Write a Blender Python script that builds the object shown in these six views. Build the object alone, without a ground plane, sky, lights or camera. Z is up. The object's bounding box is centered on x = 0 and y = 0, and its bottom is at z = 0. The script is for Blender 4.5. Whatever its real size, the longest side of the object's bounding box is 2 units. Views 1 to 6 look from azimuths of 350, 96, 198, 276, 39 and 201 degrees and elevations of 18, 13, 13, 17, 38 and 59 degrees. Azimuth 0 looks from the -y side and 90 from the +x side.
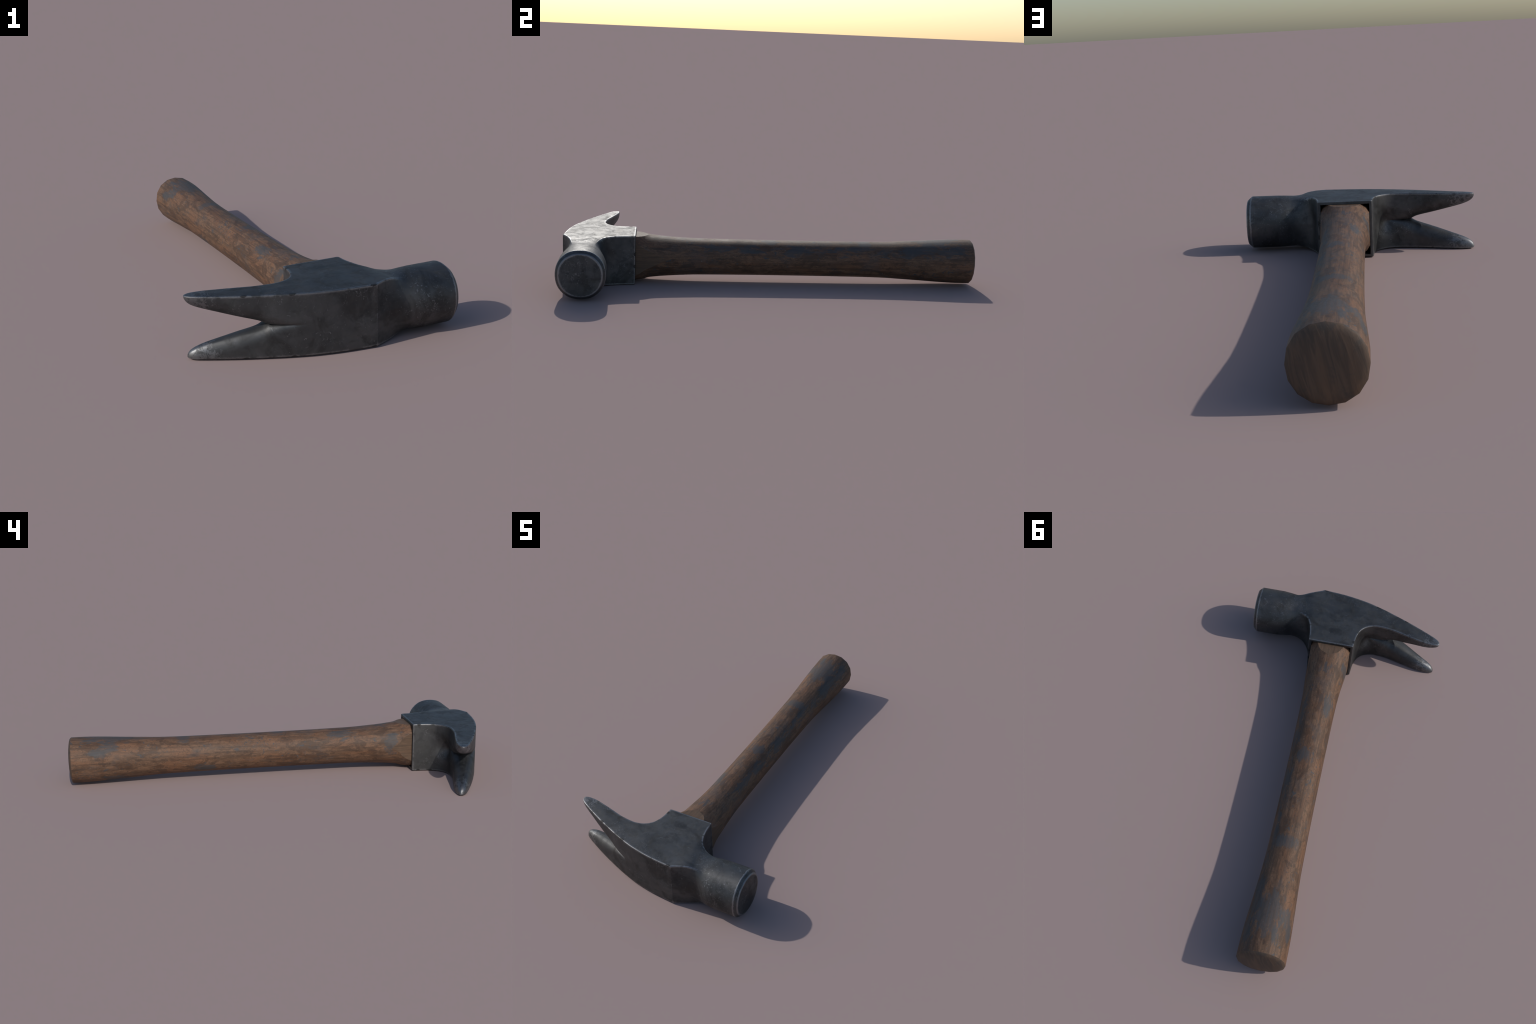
# A claw hammer lying on its side: forged dark steel head, worn brown wooden handle.
# Local frame: x = along the head (towards the striking face), y = along the handle
# (away from the head), z = thickness.  The parent Empty turns it into the scene.
import bpy, bmesh, math
from mathutils import Vector

HALF = 0.1185           # half thickness of the head
ORIGIN = (0.005, -0.6635)
TURN = math.radians(12.1)

for o in list(bpy.data.objects):
    bpy.data.objects.remove(o)


# ------------------------------------------------------------------ helpers
def lerp(a, b, t):
    return tuple(x + (y - x) * t for x, y in zip(a, b))


def curve(keys, s, breaks=()):
    """Catmull-Rom through keys (uniform index), straight at the ends and at breaks."""
    n = len(keys) - 1
    i = min(int(s), n - 1)
    t = s - i
    p1, p2 = keys[i], keys[i + 1]
    p0 = keys[i - 1] if i > 0 and i not in breaks else None
    p3 = keys[i + 2] if i + 2 <= n and (i + 1) not in breaks else None
    out = []
    for k in range(len(p1)):
        d = p2[k] - p1[k]
        m1 = (p2[k] - p0[k]) / 2 if p0 else d
        m2 = (p3[k] - p1[k]) / 2 if p3 else d
        if d == 0:
            m1 = m2 = 0
        out.append((2*t**3-3*t*t+1)*p1[k] + (t**3-2*t*t+t)*m1 + (-2*t**3+3*t*t)*p2[k] + (t**3-t*t)*m2)
    return tuple(out)


def along(table, x):
    """Smooth lookup in a table of rows sorted by their first column."""
    for i in range(len(table) - 1):
        if x <= table[i + 1][0] or i == len(table) - 2:
            t = (x - table[i][0]) / (table[i + 1][0] - table[i][0])
            t = max(0.0, min(1.0, t))
            h = table[i + 1][0] - table[i][0]
            out = []
            for k in range(1, len(table[0])):
                def slope(j):
                    if j <= 0 or j >= len(table) - 1:
                        jj = max(0, min(len(table) - 2, j if j <= 0 else j - 1))
                        return (table[jj+1][k] - table[jj][k]) / (table[jj+1][0] - table[jj][0])
                    a = (table[j][k] - table[j-1][k]) / (table[j][0] - table[j-1][0])
                    b = (table[j+1][k] - table[j][k]) / (table[j+1][0] - table[j][0])
                    if a * b <= 0:
                        return 0.0
                    return 2 * a * b / (a + b)
                p, q, m, n = table[i][k], table[i+1][k], slope(i) * h, slope(i+1) * h
                out.append((2*t**3-3*t*t+1)*p + (t**3-2*t*t+t)*m + (-2*t**3+3*t*t)*q + (t**3-t*t)*n)
            return out[0] if len(out) == 1 else tuple(out)


def bez(a, c, b, t):
    return tuple((1-t)**2*x + 2*t*(1-t)*y + t*t*z for x, y, z in zip(a, c, b))


def dist(a, b):
    return math.sqrt(sum((x - y) ** 2 for x, y in zip(a, b)))


def dome(x, p=2.0):
    """Quarter of a superellipse: 1 at x = 0 falling to 0 at x = 1."""
    if x >= 1:
        return 0.0
    return 1 - (1 - (1 - max(0.0, x)) ** p) ** (1 / p)


# ------------------------------------------------------------------ head sections
SIDE_T = (0, .03, .07, .12, .18, .25, .33, .42, .53, .66, .79, .9)
TOP_T = (.1, .25, .4, .6, .8, 1.0)
ROUND_T = (.25, .5, .75)


def half_section(am, p, q, bm, cw, tw, r, bev, w_in=0.0, cut=(0.0, 0.0), cut_w=(.03, .03), drop=0.0, hollow=0.0):
    """Upper half (z >= w_in) of one section of the head.
    am, bm: mid points (x, y) of the back and of the handle side, p, q: the two upper
    corners, cw, tw: heights of corners and of the middle of the top, r: 0 square .. 1 round,
    cut, cut_w: depth and height of the groove (or of the rounding of a claw) at the foot of the
    section, on the back and on the handle side, drop: how much lower the back corner is,
    hollow: depth of a soft dish in the middle of the handle side."""
    d = Vector((bm[0] - am[0], bm[1] - am[1]))
    d.normalize()
    pts = []

    def side(m, c, sgn, top_z, cut, cut_w):
        a, e = (m[0], m[1], w_in), (c[0], c[1], top_z)
        mid = lerp(a, e, .5)
        ctl = lerp(mid, (m[0], m[1], .68 * top_z), r)

        def f(t):
            x, y, z = bez(a, ctl, e, t)
            if cut > 0:
                k = cut * dome((z - w_in) / cut_w) * sgn
                x, y = x + d.x * k, y + d.y * k
            if hollow > 0 and sgn < 0 and z < .065:
                k = -hollow * math.cos(z / .065 * math.pi / 2) ** 2
                x, y = x + d.x * k, y + d.y * k
            return (x, y, z)
        return f, dist(a, e)

    def top(c, t3, top_z):
        a = (c[0], c[1], top_z)
        ctl = lerp(lerp(a, t3, .5), (c[0] + .41*(t3[0]-c[0]), c[1] + .41*(t3[1]-c[1]), tw), r)
        return (lambda t: bez(a, ctl, t3, t)), dist(a, t3)

    t3 = ((p[0]+q[0])/2, (p[1]+q[1])/2, tw)
    halves = []
    for k, (m, c, sgn) in enumerate(((am, p, 1), (bm, q, -1))):
        z = cw - drop if k == 0 else cw
        fs, ls = side(m, c, sgn, z, cut[k], cut_w[k])
        ft, lt = top(c, t3, z)
        bs = min(.09, bev / ls)
        bt = min(.4, bev / lt)
        h = [fs(t) for t in SIDE_T if t <= .9]
        e0, e1, cc = fs(1 - bs), ft(bt), (c[0], c[1], z)
        h.append(e0)
        h += [bez(e0, cc, e1, t) for t in ROUND_T]
        h += [ft(bt + (1 - bt) * t) for t in (0,) + TOP_T]
        halves.append(h)
    return halves[0] + halves[1][-2::-1]     # back mid ... top ... handle-side mid


# outline of the back (A) and of the handle side (B) of the claws, by x
CLAW_BACK = [(-.5385, -.117), (-.5365, -.1245), (-.532, -.1315), (-.522, -.142), (-.508, -.151),
             (-.437, -.189), (-.367, -.2225), (-.297, -.2525), (-.278, -.2605)]
CLAW_FRONT = [(-.5385, -.1155), (-.5365, -.110), (-.532, -.1065), (-.522, -.1035), (-.505, -.102),
              (-.481, -.1025), (-.447, -.109), (-.396, -.122), (-.346, -.1355), (-.298, -.149), (-.278, -.1525)]
CLAW_INNER = [(-.5385, .110), (-.536, .1015), (-.53, .092), (-.52, .0835), (-.5, .0735), (-.43, .0505),
              (-.36, .0295), (-.33, .0215), (-.305, .0140), (-.290, .0075), (-.278, 0)]
CLAW_OUTER = [(-.5385, .1125), (-.5365, .1152), (-.53, .117), (-.51, HALF), (-.27, HALF)]
CLAW_X = [-.278, -.283, -.289, -.294, -.300, -.308, -.32, -.335, -.355, -.38, -.41, -.44, -.465, -.485,
          -.5, -.51, -.518, -.525, -.53, -.5335, -.536, -.5375, -.5383]

# body sections: back point, handle-side point, groove strength
BLOCK = [
    ((-.278, -.2605), (-.278, -.1525), 1.0), ((-.25, -.272), (-.25, -.1565), .50),
    ((-.215, -.285), (-.215, -.158), .20), ((-.18, -.297), (-.185, -.152), .04),
    ((-.145, -.308), (-.160, -.140), 0), ((-.11, -.3165), (-.141, -.122), 0),
    ((-.08, -.323), (-.128, -.1), 0), ((-.05, -.3285), (-.119, -.07), 0),
    ((-.025, -.332), (-.1150, -.035), 0), ((-.005, -.3345), (-.1130, -.003), 0),
    ((0, -.335), (-.1100, 0), 0), ((.005, -.3355), (-.101, 0), 0), ((.03, -.338), (0, 0), 0),
    ((.06, -.3405), (.101, 0), 0), ((.07, -.3415), (.1108, 0), 0), ((.082, -.3425), (.1138, -.003), 0),
]
# from the cheek to the round poll: back mid, back corner, handle-side corner, handle-side mid,
# corner height, top height, roundness
NECK = [
    ((.082, -.3425), (.082, -.3425), (.1138, -.003), (.1138, -.003), HALF, HALF, 0),
    ((.0925, -.343), (.0925, -.343), (.1155, -.022), (.1155, -.022), HALF, HALF, 0),
    ((.0985, -.3393), (.0985, -.3390), (.117, -.043), (.119, -.041), HALF, HALF, 0),
    ((.116, -.3330), (.116, -.3295), (.1215, -.073), (.1235, -.072), HALF, HALF, .05),
    ((.134, -.3275), (.134, -.321), (.129, -.102), (.1275, -.099), .118, .1182, .15),
    ((.153, -.3225), (.153, -.313), (.141, -.13), (.1385, -.1235), .1163, .1167, .15),
    ((.172, -.3190), (.172, -.305), (.156, -.150), (.156, -.1375), .1135, .1145, .32),
    ((.190, -.3185), (.190, -.299), (.176, -.166), (.178, -.1445), .107, .1115, .58),
    ((.210, -.3220), (.208, -.2945), (.2, -.176), (.204, -.1465), .1025, .1098, .82),
    ((.235, -.3315), (.23, -.2915), (.228, -.181), (.234, -.142), .0985, .109, .95),
    ((.265, -.342), (.26, -.2915), (.26, -.1795), (.265, -.132), .099, .1105, 1),
    ((.30, -.3475), (.30, -.2925), (.30, -.1785), (.30, -.1250), .1005, .112, 1),
    ((.36, -.348), (.36, -.2925), (.36, -.1785), (.36, -.123), .1005, .1125, 1),
    ((.4135, -.348), (.4135, -.2925), (.4135, -.1785), (.4135, -.123), .1005, .1125, 1),
]
POLL_FROM = 7           # index in NECK where the poll part begins
POLL_AXIS = -.2355
BEVEL = .0045


def build_head():
    bm = bmesh.new()
    region = bm.faces.layers.int.new("region")

    def full(half):
        """Close a half section: upper half, then its mirror image."""
        up = [bm.verts.new(c) for c in half]
        lo = [bm.verts.new((c[0], c[1], -c[2])) for c in half[1:-1]]
        return up + lo[::-1], up, [up[0]] + lo + [up[-1]]

    def skin(r0, r1, reg, skip=()):
        n = len(r0)
        for i in range(n):
            j = (i + 1) % n
            if i in skip:
                continue
            f = bm.faces.new((r0[i], r0[j], r1[j], r1[i]))
            f[region] = reg
            f.smooth = True

    # ---- cheek block
    steps = []
    for i in range(len(BLOCK) - 1):
        n = 3 if i < 8 else 1
        steps += [i + k / n for k in range(n)]
    steps.append(len(BLOCK) - 1)
    rings, first = [], None
    a_keys = [b[0] for b in BLOCK]
    b_keys = [b[1] for b in BLOCK]
    g_keys = [(b[2],) for b in BLOCK]
    for s in steps:
        a = curve(a_keys, s)
        b = curve(b_keys, s, breaks=(9, 10, 11, 13, 14, 15))
        g = max(0.0, curve(g_keys, s)[0])
        dish = .021 * math.exp(-((s - 3.7) / 1.5) ** 2)      # hollow where the claws run into the cheek
        h = half_section(a, a, b, b, HALF, HALF, 0, BEVEL if s < 8 else .004, 0.0,
                         (.034 * g, .049 * g), (max(.010, .042 * math.sqrt(g)), max(.012, .056 * math.sqrt(g))), .003, dish)
        ring, up, lo = full(h)
        if first is None:
            first = (ring, up, lo)
        rings.append((s, ring))
    nloop = len(rings[0][1])
    # faces of the handle-side end that the hole for the handle removes
    hn = len(SIDE_T)
    last_up = len(half_section((0, -.3), (0, -.3), (0, 0), (0, 0), .1, .1, 0, .005)) - 1
    hole = set(range(last_up - hn + 1, last_up + hn - 1))
    for (s0, r0), (s1, r1) in zip(rings, rings[1:]):
        skin(r0, r1, 0, hole if 11 <= s0 and s1 <= 13 else ())

    # ---- neck, poll
    prev = rings[-1][1]
    nsteps = []
    for i in range(len(NECK) - 1):
        n = 2 if i < 10 else 1
        nsteps += [i + k / n for k in range(n)]
    nsteps = nsteps[1:] + [len(NECK) - 1]
    for s in nsteps:
        v = [curve([k[j] for k in NECK], s) for j in range(4)]
        cw, tw, r = (curve([(k[j],) for k in NECK], s)[0] for j in (4, 5, 6))
        ring, _, _ = full(half_section(v[0], v[1], v[2], v[3], cw, tw, r, BEVEL if s < 3 or s > 8 else .003, drop=.003 * max(0.0, 1 - s / 7)))
        skin(prev, ring, 0 if s <= POLL_FROM else 1)
        prev = ring
    # ---- rim, chamfer and slightly domed striking face
    rim = [v.co.copy() for v in prev]
    for x, k, reg in ((.4310, .862, 2), (.4316, .80, 2), (.4320, .4, 2)):
        ring = [bm.verts.new((x, POLL_AXIS + (c.y - POLL_AXIS) * k, c.z * k)) for c in rim]
        skin(prev, ring, reg)
        prev = ring
    f = bm.faces.new(prev)
    f[region] = 2
    f.smooth = True

    # ---- claws
    ring, up, lo = first
    inner = 3
    a, b = up[0].co, up[-1].co
    wall = [bm.verts.new(a.lerp(b, (k + 1) / (inner + 1))) for k in range(inner)]
    for sgn, half, reg in ((1, up, 3), (-1, lo, 4)):
        prev = half + wall[::-1]
        for x in CLAW_X[1:]:
            ya, yb = along(CLAW_BACK, x), along(CLAW_FRONT, x)
            wi, wo = along(CLAW_INNER, x), along(CLAW_OUTER, x)
            h, g = wo - wi, min(1.0, (CLAW_X[0] - x) / .19)
            bev = min(BEVEL, .3 * h, .35 * (yb - ya))
            hs = half_section((x, ya), (x, ya), (x, yb), (x, yb), wo, wo, 0, bev, wi,
                              ((.32 + .08 * g) * (yb - ya), .46 * (yb - ya)), (min(.042 + .008 * g, .75 * h), min(.056, .75 * h)), .003 * min(1, h / .06))
            vs = [bm.verts.new((c[0], c[1], c[2] * sgn)) for c in hs]
            e0, e1 = vs[0].co, vs[-1].co
            w = [bm.verts.new(e0.lerp(e1, (k + 1) / (inner + 1))) for k in range(inner)]
            cur = vs + w[::-1]
            n = len(cur)
            for i in range(n):
                j = (i + 1) % n
                f = bm.faces.new((prev[i], prev[j], cur[j], cur[i]))
                f[region] = reg
                f.smooth = True
            prev = cur
        f = bm.faces.new(prev)
        f[region] = reg
        f.smooth = True

    # ---- walls of the hole that takes the handle
    edges = [e for e in bm.edges if e.is_boundary]
    ext = bmesh.ops.extrude_edge_only(bm, edges=edges)
    for v in [g for g in ext["geom"] if isinstance(g, bmesh.types.BMVert)]:
        v.co.y -= .05
    for f in [g for g in ext["geom"] if isinstance(g, bmesh.types.BMFace)]:
        f[region] = 0
        f.smooth = False
    bmesh.ops.recalc_face_normals(bm, faces=bm.faces)
    for e in bm.edges:
        if len(e.link_faces) == 2 and (e.calc_face_angle() > math.radians(50) or
                                        (max(f[region] for f in e.link_faces) == 2 and e.calc_face_angle() > math.radians(25))):
            e.smooth = False
        if all(abs(v.co.x - .0925) < 1e-4 and v.co.y < -.335 for v in e.verts):
            e.smooth = False        # crisp arris where the back turns into the neck
    me = bpy.data.meshes.new("whole_head")
    bm.to_mesh(me)
    bm.free()
    ob = bpy.data.objects.new("whole_head", me)
    bpy.context.scene.collection.objects.link(ob)
    wn = ob.modifiers.new("weighted", "WEIGHTED_NORMAL")
    wn.mode = "FACE_AREA"
    wn.keep_sharp = True
    wn.weight = 60
    dg = bpy.context.evaluated_depsgraph_get()
    whole = bpy.data.meshes.new_from_object(ob.evaluated_get(dg), depsgraph=dg)
    bpy.data.objects.remove(ob)
    return whole


def split(whole, wanted, name):
    """One region of the head as a mesh of its own, keeping the whole head's normals."""
    reg = whole.attributes["region"].data
    vmap, verts, faces, normals = {}, [], [], []
    cn = whole.corner_normals
    for p in whole.polygons:
        if reg[p.index].value != wanted:
            continue
        f = []
        for li in p.loop_indices:
            vi = whole.loops[li].vertex_index
            if vi not in vmap:
                vmap[vi] = len(verts)
                verts.append(whole.vertices[vi].co + Vector((0, 0, HALF)))
            f.append(vmap[vi])
            normals.append(cn[li].vector.copy())
        faces.append(f)
    me = bpy.data.meshes.new(name)
    me.from_pydata(verts, [], faces)
    me.polygons.foreach_set("use_smooth", [True] * len(faces))
    me.normals_split_custom_set(normals)
    ob = bpy.data.objects.new(name, me)
    bpy.context.scene.collection.objects.link(ob)
    return ob


# ------------------------------------------------------------------ handle
# y along the handle, half width (x), half thickness (z), sideways offset
HANDLE = [(-.06, .124, .126, .002), (-.02, .1248, .1265, .002), (.0, .1230, .1250, .002), (.02, .1190, .1210, .002),
          (.035, .1135, .1153, .002), (.05, .1083, .1097, .002), (.065, .1048, .1055, .002), (.095, .102, .102, .002),
          (.13, .099, .0985, .002), (.2, .0925, .094, .003), (.29, .0875, .090, .003), (.43, .0855, .0885, .003),
          (.62, .0845, .0875, .003), (.80, .0845, .0875, .003), (.95, .085, .088, .003), (1.10, .0865, .0888, .003),
          (1.22, .0892, .0905, .004), (1.32, .094, .0955, .005), (1.42, .100, .101, .006), (1.50, .1045, .106, .007),
          (1.57, .1075, .1095, .0075), (1.62, .108, .1108, .008), (1.669, .1085, .111, .008)]
FLAT_X, FLAT_Z = .0995, .1055
HANDLE_SIDES = 16


def build_handle():
    bm = bmesh.new()
    ys = []
    y = -.06
    while y < 1.66:
        ys.append(y)
        y += .012 if y < .12 else .03
    ys.append(1.669)
    rows = [(y,) + along(HANDLE, y) for y in ys] + [(1.6745, .1035, .1060, .008), (1.6790, .088, .0905, .008),
                                                    (1.6825, .066, .068, .008), (1.6850, .036, .037, .008)]
    prev = None
    for y, a, b, off in rows:
        ring = []
        for k in range(HANDLE_SIDES):
            t = 2 * math.pi * k / HANDLE_SIDES
            c, s = math.cos(t), math.sin(t)
            n = 2.12
            q = (abs(c) ** n + abs(s) ** n) ** (-1 / n)
            ring.append(bm.verts.new((off + a * q * c, y, b * q * s)))
        if prev:
            for i in range(HANDLE_SIDES):
                j = (i + 1) % HANDLE_SIDES
                bm.faces.new((prev[i], prev[j], ring[j], ring[i]))
        else:
            bm.faces.new(ring)
        prev = ring
    bm.faces.new(prev)
    bmesh.ops.recalc_face_normals(bm, faces=bm.faces)
    # the end that goes into the head is shaved flat on four sides
    for n, d in (((1, 0, 0), FLAT_X), ((-1, 0, 0), FLAT_X), ((0, 0, 1), FLAT_Z), ((0, 0, -1), FLAT_Z)):
        n = Vector(n)
        near = [v for v in bm.verts if v.co.y < .2]
        geom = near + [e for e in bm.edges if e.verts[0].co.y < .2 and e.verts[1].co.y < .2] + \
            [f for f in bm.faces if all(v.co.y < .2 for v in f.verts)]
        cut = bmesh.ops.bisect_plane(bm, geom=geom, dist=1e-6, plane_co=n * d, plane_no=n, clear_outer=True)
        edges = [e for e in cut["geom_cut"] if isinstance(e, bmesh.types.BMEdge)]
        bmesh.ops.holes_fill(bm, edges=edges, sides=0)
    bmesh.ops.recalc_face_normals(bm, faces=bm.faces)
    for f in bm.faces:
        c = f.calc_center_median()
        f.smooth = True
        flat = c.y < .2 and (abs(abs(c.x) - FLAT_X) < 1e-4 or abs(abs(c.z) - FLAT_Z) < 1e-4)
        f.material_index = 1 if flat else 2 if c.y > 1.670 else 0
    for e in bm.edges:
        if len(e.link_faces) == 2:
            a, b = e.link_faces
            if 1 in (a.material_index, b.material_index) and a.material_index != b.material_index:
                e.smooth = False
            if e.calc_face_angle() > math.radians(32):
                e.smooth = False
    for v in bm.verts:
        v.co.z += HALF
    me = bpy.data.meshes.new("handle")
    bm.to_mesh(me)
    bm.free()
    ob = bpy.data.objects.new("handle", me)
    bpy.context.scene.collection.objects.link(ob)
    return ob


# ------------------------------------------------------------------ materials
class Nodes:
    def __init__(self, name):
        self.mat = bpy.data.materials.new(name)
        self.mat.use_nodes = True
        self.t = self.mat.node_tree
        self.t.nodes.clear()
        self.out = self.n("ShaderNodeOutputMaterial")
        self.bsdf = self.n("ShaderNodeBsdfPrincipled")
        self.l(self.bsdf.outputs[0], self.out.inputs[0])
        self.obj = self.n("ShaderNodeTexCoord").outputs["Object"]

    def n(self, kind, **kw):
        node = self.t.nodes.new(kind)
        for k, v in kw.items():
            setattr(node, k, v)
        return node

    def l(self, a, b):
        self.t.links.new(a, b)

    def put(self, socket, v):
        if isinstance(v, bpy.types.NodeSocket):
            self.l(v, socket)
        else:
            socket.default_value = v

    def math(self, op, a, b=0.0, clamp=False):
        m = self.n("ShaderNodeMath", operation=op, use_clamp=clamp)
        self.put(m.inputs[0], a)
        self.put(m.inputs[1], b)
        return m.outputs[0]

    def mapped(self, scale, loc=(0, 0, 0), src=None):
        m = self.n("ShaderNodeMapping")
        self.l(src or self.obj, m.inputs["Vector"])
        m.inputs["Scale"].default_value = scale
        m.inputs["Location"].default_value = loc
        return m.outputs[0]

    def noise(self, scale, detail=4, rough=.55, stretch=(1, 1, 1), loc=(0, 0, 0), distort=0.0, src=None):
        x = self.n("ShaderNodeTexNoise")
        self.l(self.mapped(stretch, loc, src), x.inputs["Vector"])
        x.inputs["Scale"].default_value = scale
        x.inputs["Detail"].default_value = detail
        x.inputs["Roughness"].default_value = rough
        x.inputs["Distortion"].default_value = distort
        return x.outputs[0]

    def step(self, v, lo, hi, smooth=True):
        m = self.n("ShaderNodeMapRange", interpolation_type="SMOOTHSTEP" if smooth else "LINEAR")
        self.put(m.inputs["Value"], v)
        self.put(m.inputs["From Min"], lo)
        self.put(m.inputs["From Max"], hi)
        return m.outputs[0]

    def mix(self, f, a, b):
        m = self.n("ShaderNodeMix", data_type="RGBA")
        self.put(m.inputs[0], f)
        for s, v in ((m.inputs[6], a), (m.inputs[7], b)):
            self.put(s, v if isinstance(v, bpy.types.NodeSocket) else (*v, 1))
        return m.outputs[2]

    def bump(self, h, strength, dist):
        b = self.n("ShaderNodeBump")
        b.inputs["Strength"].default_value = strength
        b.inputs["Distance"].default_value = dist
        self.l(h, b.inputs["Height"])
        self.l(b.outputs[0], self.bsdf.inputs["Normal"])

    def near(self, centre, radius, src=None):
        """1 at a point of the object falling to 0 at the radius (per axis)."""
        m = self.n("ShaderNodeVectorMath", operation="SUBTRACT")
        self.l(src or self.obj, m.inputs[0])
        m.inputs[1].default_value = centre
        d = self.n("ShaderNodeVectorMath", operation="DIVIDE")
        self.l(m.outputs[0], d.inputs[0])
        d.inputs[1].default_value = radius
        e = self.n("ShaderNodeVectorMath", operation="LENGTH")
        self.l(d.outputs[0], e.inputs[0])
        return self.math("SUBTRACT", 1.0, e.outputs["Value"], clamp=True)


def steel():
    m = Nodes("dark_forged_steel")
    cloud = m.noise(8, 4, .62, distort=.5)
    cloud2 = m.noise(21, 5, .65, loc=(3, 3, 3), distort=.6)
    fine = m.noise(70, 5, .68)
    grain = m.noise(300, 3, .6)
    base = m.mix(m.step(cloud, .34, .66), (.088, .090, .092), (.121, .123, .125))
    base = m.mix(m.math("MULTIPLY", m.step(cloud2, .54, .70), .40), base, (.058, .057, .056))
    base = m.mix(m.math("MULTIPLY", m.step(fine, .45, .75), .20), base, (.070, .068, .066))
    smudge = m.step(m.noise(6.5, 5, .62, stretch=(1.2, 1, 1), loc=(1.5, 4, 2), distort=.8), .47, .64)
    base = m.mix(m.math("MULTIPLY", smudge, .62), base, (.050, .049, .048))
    # worn, brighter arrises
    bev = m.n("ShaderNodeBevel", samples=8)
    bev.inputs["Radius"].default_value = .015
    geo = m.n("ShaderNodeNewGeometry")
    dot = m.n("ShaderNodeVectorMath", operation="DOT_PRODUCT")
    m.l(bev.outputs[0], dot.inputs[0])
    m.l(geo.outputs["Normal"], dot.inputs[1])
    edge = m.math("SUBTRACT", 1.0, dot.outputs["Value"])
    edge = m.math("MULTIPLY", edge, m.math("ADD", -.9, m.math("MULTIPLY", m.noise(90, 6, .74), 3.8)))
    edge = m.math("MULTIPLY", m.step(edge, .012, .034), m.step(m.noise(20, 3, .6, loc=(3, 1, 0)), .36, .46))
    sep = m.n("ShaderNodeSeparateXYZ")
    m.l(m.obj, sep.inputs[0])
    sheltered = m.math("MAXIMUM", m.step(sep.outputs[1], -.0035, -.0005), m.step(m.near((-.22, -.22, HALF), (.12, .14, .028)), 0, .2))
    sheltered = m.math("MAXIMUM", sheltered, m.step(m.near((.0925, -.343, HALF), (.013, .013, .108)), 0, .15))
    edge = m.math("MULTIPLY", edge, m.math("SUBTRACT", 1.0, m.math("MULTIPLY", sheltered, .9)))
    # rubbed creases where the square cheek runs into the round poll (both sides alike)
    mirror = m.n("ShaderNodeCombineXYZ")
    m.l(sep.outputs[0], mirror.inputs[0])
    m.l(sep.outputs[1], mirror.inputs[1])
    m.l(m.math("ABSOLUTE", m.math("SUBTRACT", sep.outputs[2], HALF)), mirror.inputs[2])
    rub = None
    for c in ((.105, -.335, HALF), (.12, -.328, HALF), (.134, -.321, HALF), (.149, -.3145, .1175), (.164, -.308, .116), (.178, -.303, .1135),
              (.124, -.085, HALF), (.130, -.105, HALF), (.139, -.125, .117), (.150, -.142, .115), (.164, -.156, .112)):
        k = m.near(c, (.013, .011, .012), mirror.outputs[0])
        rub = k if rub is None else m.math("MAXIMUM", rub, k)
    arris = m.math("MULTIPLY", m.near((.0925, -.343, 0), (.009, .009, .16), mirror.outputs[0]), .42)
    rub = m.math("MAXIMUM", rub, arris)
    rub = m.step(m.math("ADD", rub, m.math("MULTIPLY", m.math("SUBTRACT", m.noise(90, 5, .7), .5), 1.2)), .30, .50)
    edge = m.math("MAXIMUM", edge, m.math("MULTIPLY", rub, .5))
    # ragged bright rings along both edges of the chamfer round the striking face
    ragged = m.math("MULTIPLY", m.math("SUBTRACT", m.noise(70, 6, .74, loc=(2, 6, 1)), .5), .014)
    dy, dz = m.math("SUBTRACT", sep.outputs[1], POLL_AXIS), m.math("SUBTRACT", sep.outputs[2], HALF)
    radius = m.math("SQRT", m.math("ADD", m.math("MULTIPLY", dy, dy), m.math("MULTIPLY", dz, dz)))
    inner = m.math("ABSOLUTE", m.math("SUBTRACT", m.math("ADD", radius, ragged), .0985))
    inner = m.math("MULTIPLY", m.step(inner, .0055, .0035), m.step(sep.outputs[0], .4255, .4275))
    outer = m.math("ABSOLUTE", m.math("SUBTRACT", m.math("ADD", sep.outputs[0], ragged), .4125))
    outer = m.step(outer, .0045, .0025)
    edge = m.math("MAXIMUM", edge, m.math("MULTIPLY", m.math("MAXIMUM", inner, outer), .75))
    # chips painted as dark spots, not cut in, breaking the bright arrises
    chip = None
    for c in ((-.205, -.288, HALF), (.080, -.342, HALF), (-.115, -.03, HALF), (-.36, -.225, HALF), (.1125, .0, .03)):
        k = m.near(c, (.020, .013, .013), mirror.outputs[0])
        chip = k if chip is None else m.math("MAXIMUM", chip, k)
    chip = m.step(m.math("ADD", chip, m.math("MULTIPLY", ragged, 30.0)), .22, .40)
    edge = m.math("MULTIPLY", edge, m.math("SUBTRACT", 1.0, chip))
    base = m.mix(m.math("MULTIPLY", chip, .55), base, (.036, .035, .034))
    # clustered little nicks and scratches
    cluster = m.step(m.noise(10, 3, .6, loc=(2.3, 5.1, .7)), .52, .66)
    nick = m.step(m.noise(85, 5, .68, loc=(1, 2, 3), distort=1.6), .575, .625)
    nick = m.math("MULTIPLY", nick, cluster)
    nick2 = m.step(m.noise(150, 3, .6, loc=(5, 2, 7), distort=1.0), .655, .69)
    nick2 = m.math("MULTIPLY", nick2, m.step(m.noise(6, 2, .6, loc=(8, 1, 4)), .50, .62))
    poll = m.step(m.near((.32, -.235, .15), (.17, .2, .2)), .0, .4)
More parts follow.
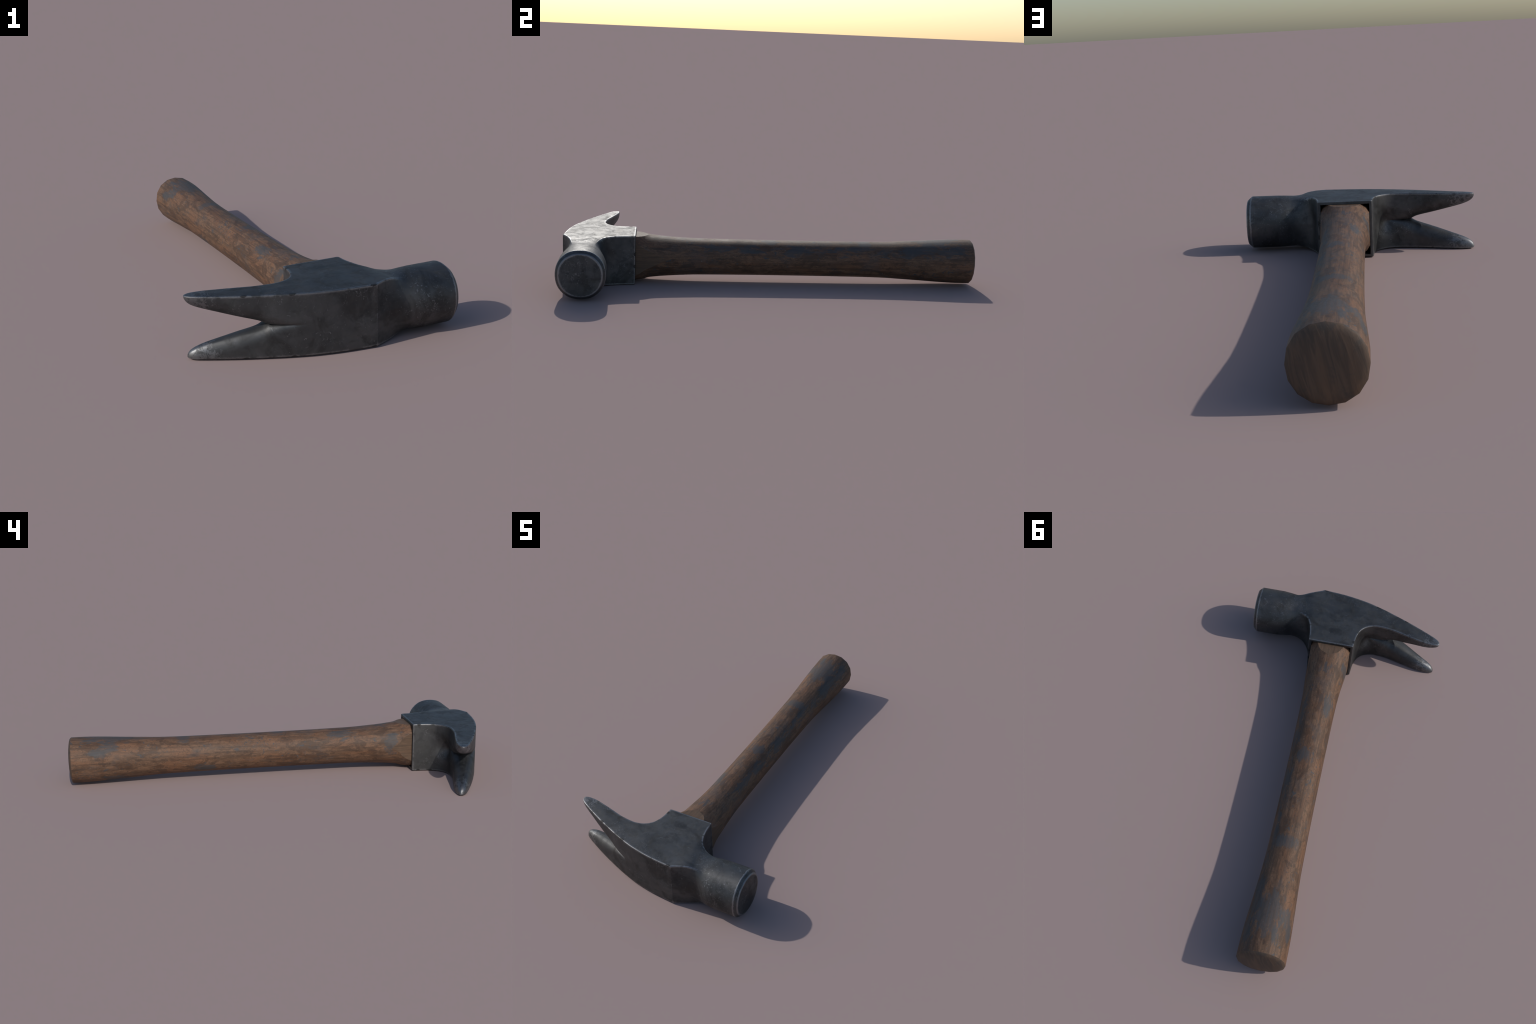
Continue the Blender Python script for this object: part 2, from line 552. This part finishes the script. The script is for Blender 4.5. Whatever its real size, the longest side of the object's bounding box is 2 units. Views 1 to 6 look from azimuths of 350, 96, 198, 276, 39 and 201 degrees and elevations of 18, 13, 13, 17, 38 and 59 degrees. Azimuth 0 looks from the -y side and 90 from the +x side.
    nick3 = m.math("MULTIPLY", m.step(m.noise(75, 5, .7, loc=(9, 3, 3), distort=1.5), .585, .63), m.math("MULTIPLY", poll, m.step(m.noise(14, 2, .6, loc=(0, 0, 9)), .42, .56)))
    scr = m.step(m.noise(34, 3, .6, stretch=(1, 5, 2), loc=(7, 0, 3), distort=.6), .68, .71)
    scr = m.math("MULTIPLY", scr, m.step(m.noise(7, 2, .5, loc=(9, 4, 2)), .52, .62))
    marks = m.math("MAXIMUM", m.math("MAXIMUM", nick, nick2), m.math("MAXIMUM", nick3, scr))
    wear = m.math("MAXIMUM", edge, m.math("MULTIPLY", marks, .58))
    tips = m.math("MAXIMUM", m.near((-.535, -.12, .205), (.15, .12, .07)), m.near((-.535, -.12, .031), (.15, .12, .07)))
    tipw = m.step(m.math("ADD", m.noise(55, 5, .7, loc=(4, 4, 1), distort=1.0), m.math("MULTIPLY", tips, .28)), .59, .68)
    tipw = m.math("MULTIPLY", tipw, m.step(tips, 0, .3))
    wear = m.math("MAXIMUM", wear, m.math("MULTIPLY", tipw, .50))
    col = m.mix(wear, base, (.27, .275, .285))
    m.l(col, m.bsdf.inputs["Base Color"])
    m.bsdf.inputs["Metallic"].default_value = 1.0
    rough = m.math("ADD", .54, m.math("MULTIPLY", m.step(cloud2, .38, .68), .14))
    rough = m.math("SUBTRACT", rough, m.math("MULTIPLY", wear, .10))
    m.l(rough, m.bsdf.inputs["Roughness"])
    h = m.math("ADD", m.math("MULTIPLY", grain, .2), m.math("ADD", m.math("MULTIPLY", fine, .5), m.math("MULTIPLY", wear, -.4)))
    m.bump(h, .12, .004)
    return m.mat


def wood(kind):
    m = Nodes({"body": "worn_brown_wood", "flat": "shaved_wood", "end": "end_wood"}[kind])
    if kind == "end":
        turn = m.n("ShaderNodeMapping")
        m.l(m.obj, turn.inputs["Vector"])
        turn.inputs["Rotation"].default_value = (0, math.radians(-12), 0)
        tilt = turn.outputs[0]
        streak = m.noise(75, 4, .6, stretch=(1, 1, .10), loc=(2, 0, 0), distort=.9, src=tilt)
        wide = m.noise(18, 3, .5, stretch=(1, 1, .18), loc=(5, 0, 0), distort=.4, src=tilt)
        col = m.mix(m.step(streak, .35, .7), (.062, .043, .031), (.108, .069, .045))
        col = m.mix(m.math("MULTIPLY", m.step(wide, .45, .7), .5), col, (.135, .078, .044))
        col = m.mix(m.math("MULTIPLY", m.step(m.noise(14, 5, .65, loc=(3, 3, 1), distort=.5), .54, .66), .65), col, (.048, .040, .034))
        m.l(col, m.bsdf.inputs["Base Color"])
        m.bsdf.inputs["Roughness"].default_value = .65
        m.bump(streak, .2, .003)
        return m.mat
    fibre = m.noise(120, 5, .62, stretch=(1, .03, 1), distort=.1)
    patch = m.noise(50, 8, .74, stretch=(1, .42, 1), loc=(4, 1, 0), distort=.7)
    stain = m.noise(18, 9, .72, stretch=(1, .42, 1), loc=(1, 3, 2), distort=.6)
    streak = m.noise(60, 5, .62, stretch=(1, .07, 1), loc=(6, 6, 2), distort=.2)
    speck = m.noise(110, 4, .65, stretch=(1, .6, 1), loc=(0, 7, 0), distort=.8)
    light, mid, dark = (.166, .095, .057), (.115, .065, .039), (.058, .033, .021)
    col = m.mix(m.step(patch, .44, .57), mid, light)
    warm = m.step(m.noise(18, 5, .65, stretch=(1, .3, 1), loc=(8, 8, 8), distort=.5), .51, .58)
    col = m.mix(m.math("MULTIPLY", warm, .42), col, (.175, .080, .039))
    col = m.mix(m.math("MULTIPLY", m.step(stain, .51, .565), .62), col, dark)
    col = m.mix(m.math("MULTIPLY", m.step(streak, .50, .64), .48), col, (.050, .031, .021))
    col = m.mix(m.math("MULTIPLY", m.step(fibre, .47, .64), .42), col, (.046, .029, .020))
    col = m.mix(m.math("MULTIPLY", m.step(speck, .57, .62), .50), col, (.050, .031, .021))
    if kind == "flat":
        col = m.mix(.62, col, m.mix(m.step(fibre, .3, .7), (.118, .080, .053), (.086, .059, .040)))
    else:
        # grey-blue smears and flecks of old paint and grime
        rag = m.math("MULTIPLY", m.math("SUBTRACT", m.noise(27, 9, .76, stretch=(1, .36, 1), loc=(6, 2, 5), distort=.5), .5), 3.0)
        spots = [((.02, 1.49, .225), (.17, .17, .12)), ((-.10, 1.53, .18), (.05, .10, .06)), ((.02, 1.13, .21), (.12, .06, .05)),
                 ((.03, .66, .205), (.09, .06, .05)), ((-.06, .36, .19), (.05, .12, .05)), ((.0, .14, .22), (.08, .06, .05)),
                 ((-.09, .10, .15), (.04, .05, .10)), ((-.07, 1.02, .06), (.05, .08, .05)), ((-.04, 1.45, .02), (.1, .12, .05)),
                 ((.085, .9, .185), (.055, .55, .06)), ((.09, 1.38, .18), (.055, .34, .06)), ((.08, .45, .185), (.05, .30, .05))]
        blot = None
        for c, r in spots:
            k = m.near(c, r)
            blot = k if blot is None else m.math("MAXIMUM", blot, k)
        smear = m.step(m.math("ADD", blot, rag), .32, .60)
        smear = m.math("MULTIPLY", smear, m.step(blot, .0, .25))
        smear = m.math("MULTIPLY", smear, m.math("SUBTRACT", 1.0, m.math("MULTIPLY", m.step(fibre, .42, .62), .35)))
        fleck = m.step(m.noise(58, 4, .6, stretch=(1, .65, 1), loc=(3, 9, 4), distort=1.0), .60, .625)
        fleck = m.math("MULTIPLY", fleck, m.step(m.noise(9, 3, .6, stretch=(1, .6, 1), loc=(1, 1, 6)), .48, .60))
        film = m.math("MULTIPLY", m.step(m.noise(11, 7, .7, stretch=(1, .5, 1), loc=(2, 8, 3), distort=.4), .53, .64), .30)
        grey = m.math("MAXIMUM", m.math("MULTIPLY", smear, .80), m.math("MAXIMUM", m.math("MULTIPLY", fleck, .85), film))
        col = m.mix(grey, col, (.050, .057, .064))
        pale = m.math("MULTIPLY", m.step(m.noise(80, 2, .5, loc=(5, 5, 5), distort=1), .75, .78), .45)
        col = m.mix(pale, col, (.22, .25, .26))
    m.l(col, m.bsdf.inputs["Base Color"])
    r = m.math("ADD", .55, m.math("MULTIPLY", m.step(patch, .3, .7), .14))
    m.l(r, m.bsdf.inputs["Roughness"])
    m.bsdf.inputs["Specular IOR Level"].default_value = .35
    m.bump(m.math("ADD", m.math("MULTIPLY", fibre, .6), m.math("MULTIPLY", patch, .5)), .18, .004)
    return m.mat


# ------------------------------------------------------------------ assembly
thing = bpy.data.objects.new("claw_hammer", None)
thing.empty_display_size = .2
thing.location = (ORIGIN[0], ORIGIN[1], 0)
thing.rotation_euler = (0, 0, TURN)
thing["label"] = "claw hammer with dark worn steel head and brown wooden handle"
thing["category"] = "hammer"
bpy.context.scene.collection.objects.link(thing)

metal = steel()
whole = build_head()
head = split(whole, 0, "hammer_head")
parts = [split(whole, r, n) for r, n in ((1, "poll"), (2, "striking_face"), (3, "claw"), (4, "claw"))]
bpy.data.meshes.remove(whole)
head.parent = thing
for p in parts:
    p.parent = head
for p in [head] + parts:
    p.data.materials.append(metal)
handle = build_handle()
for k in ("body", "flat", "end"):
    handle.data.materials.append(wood(k))
handle.parent = thing
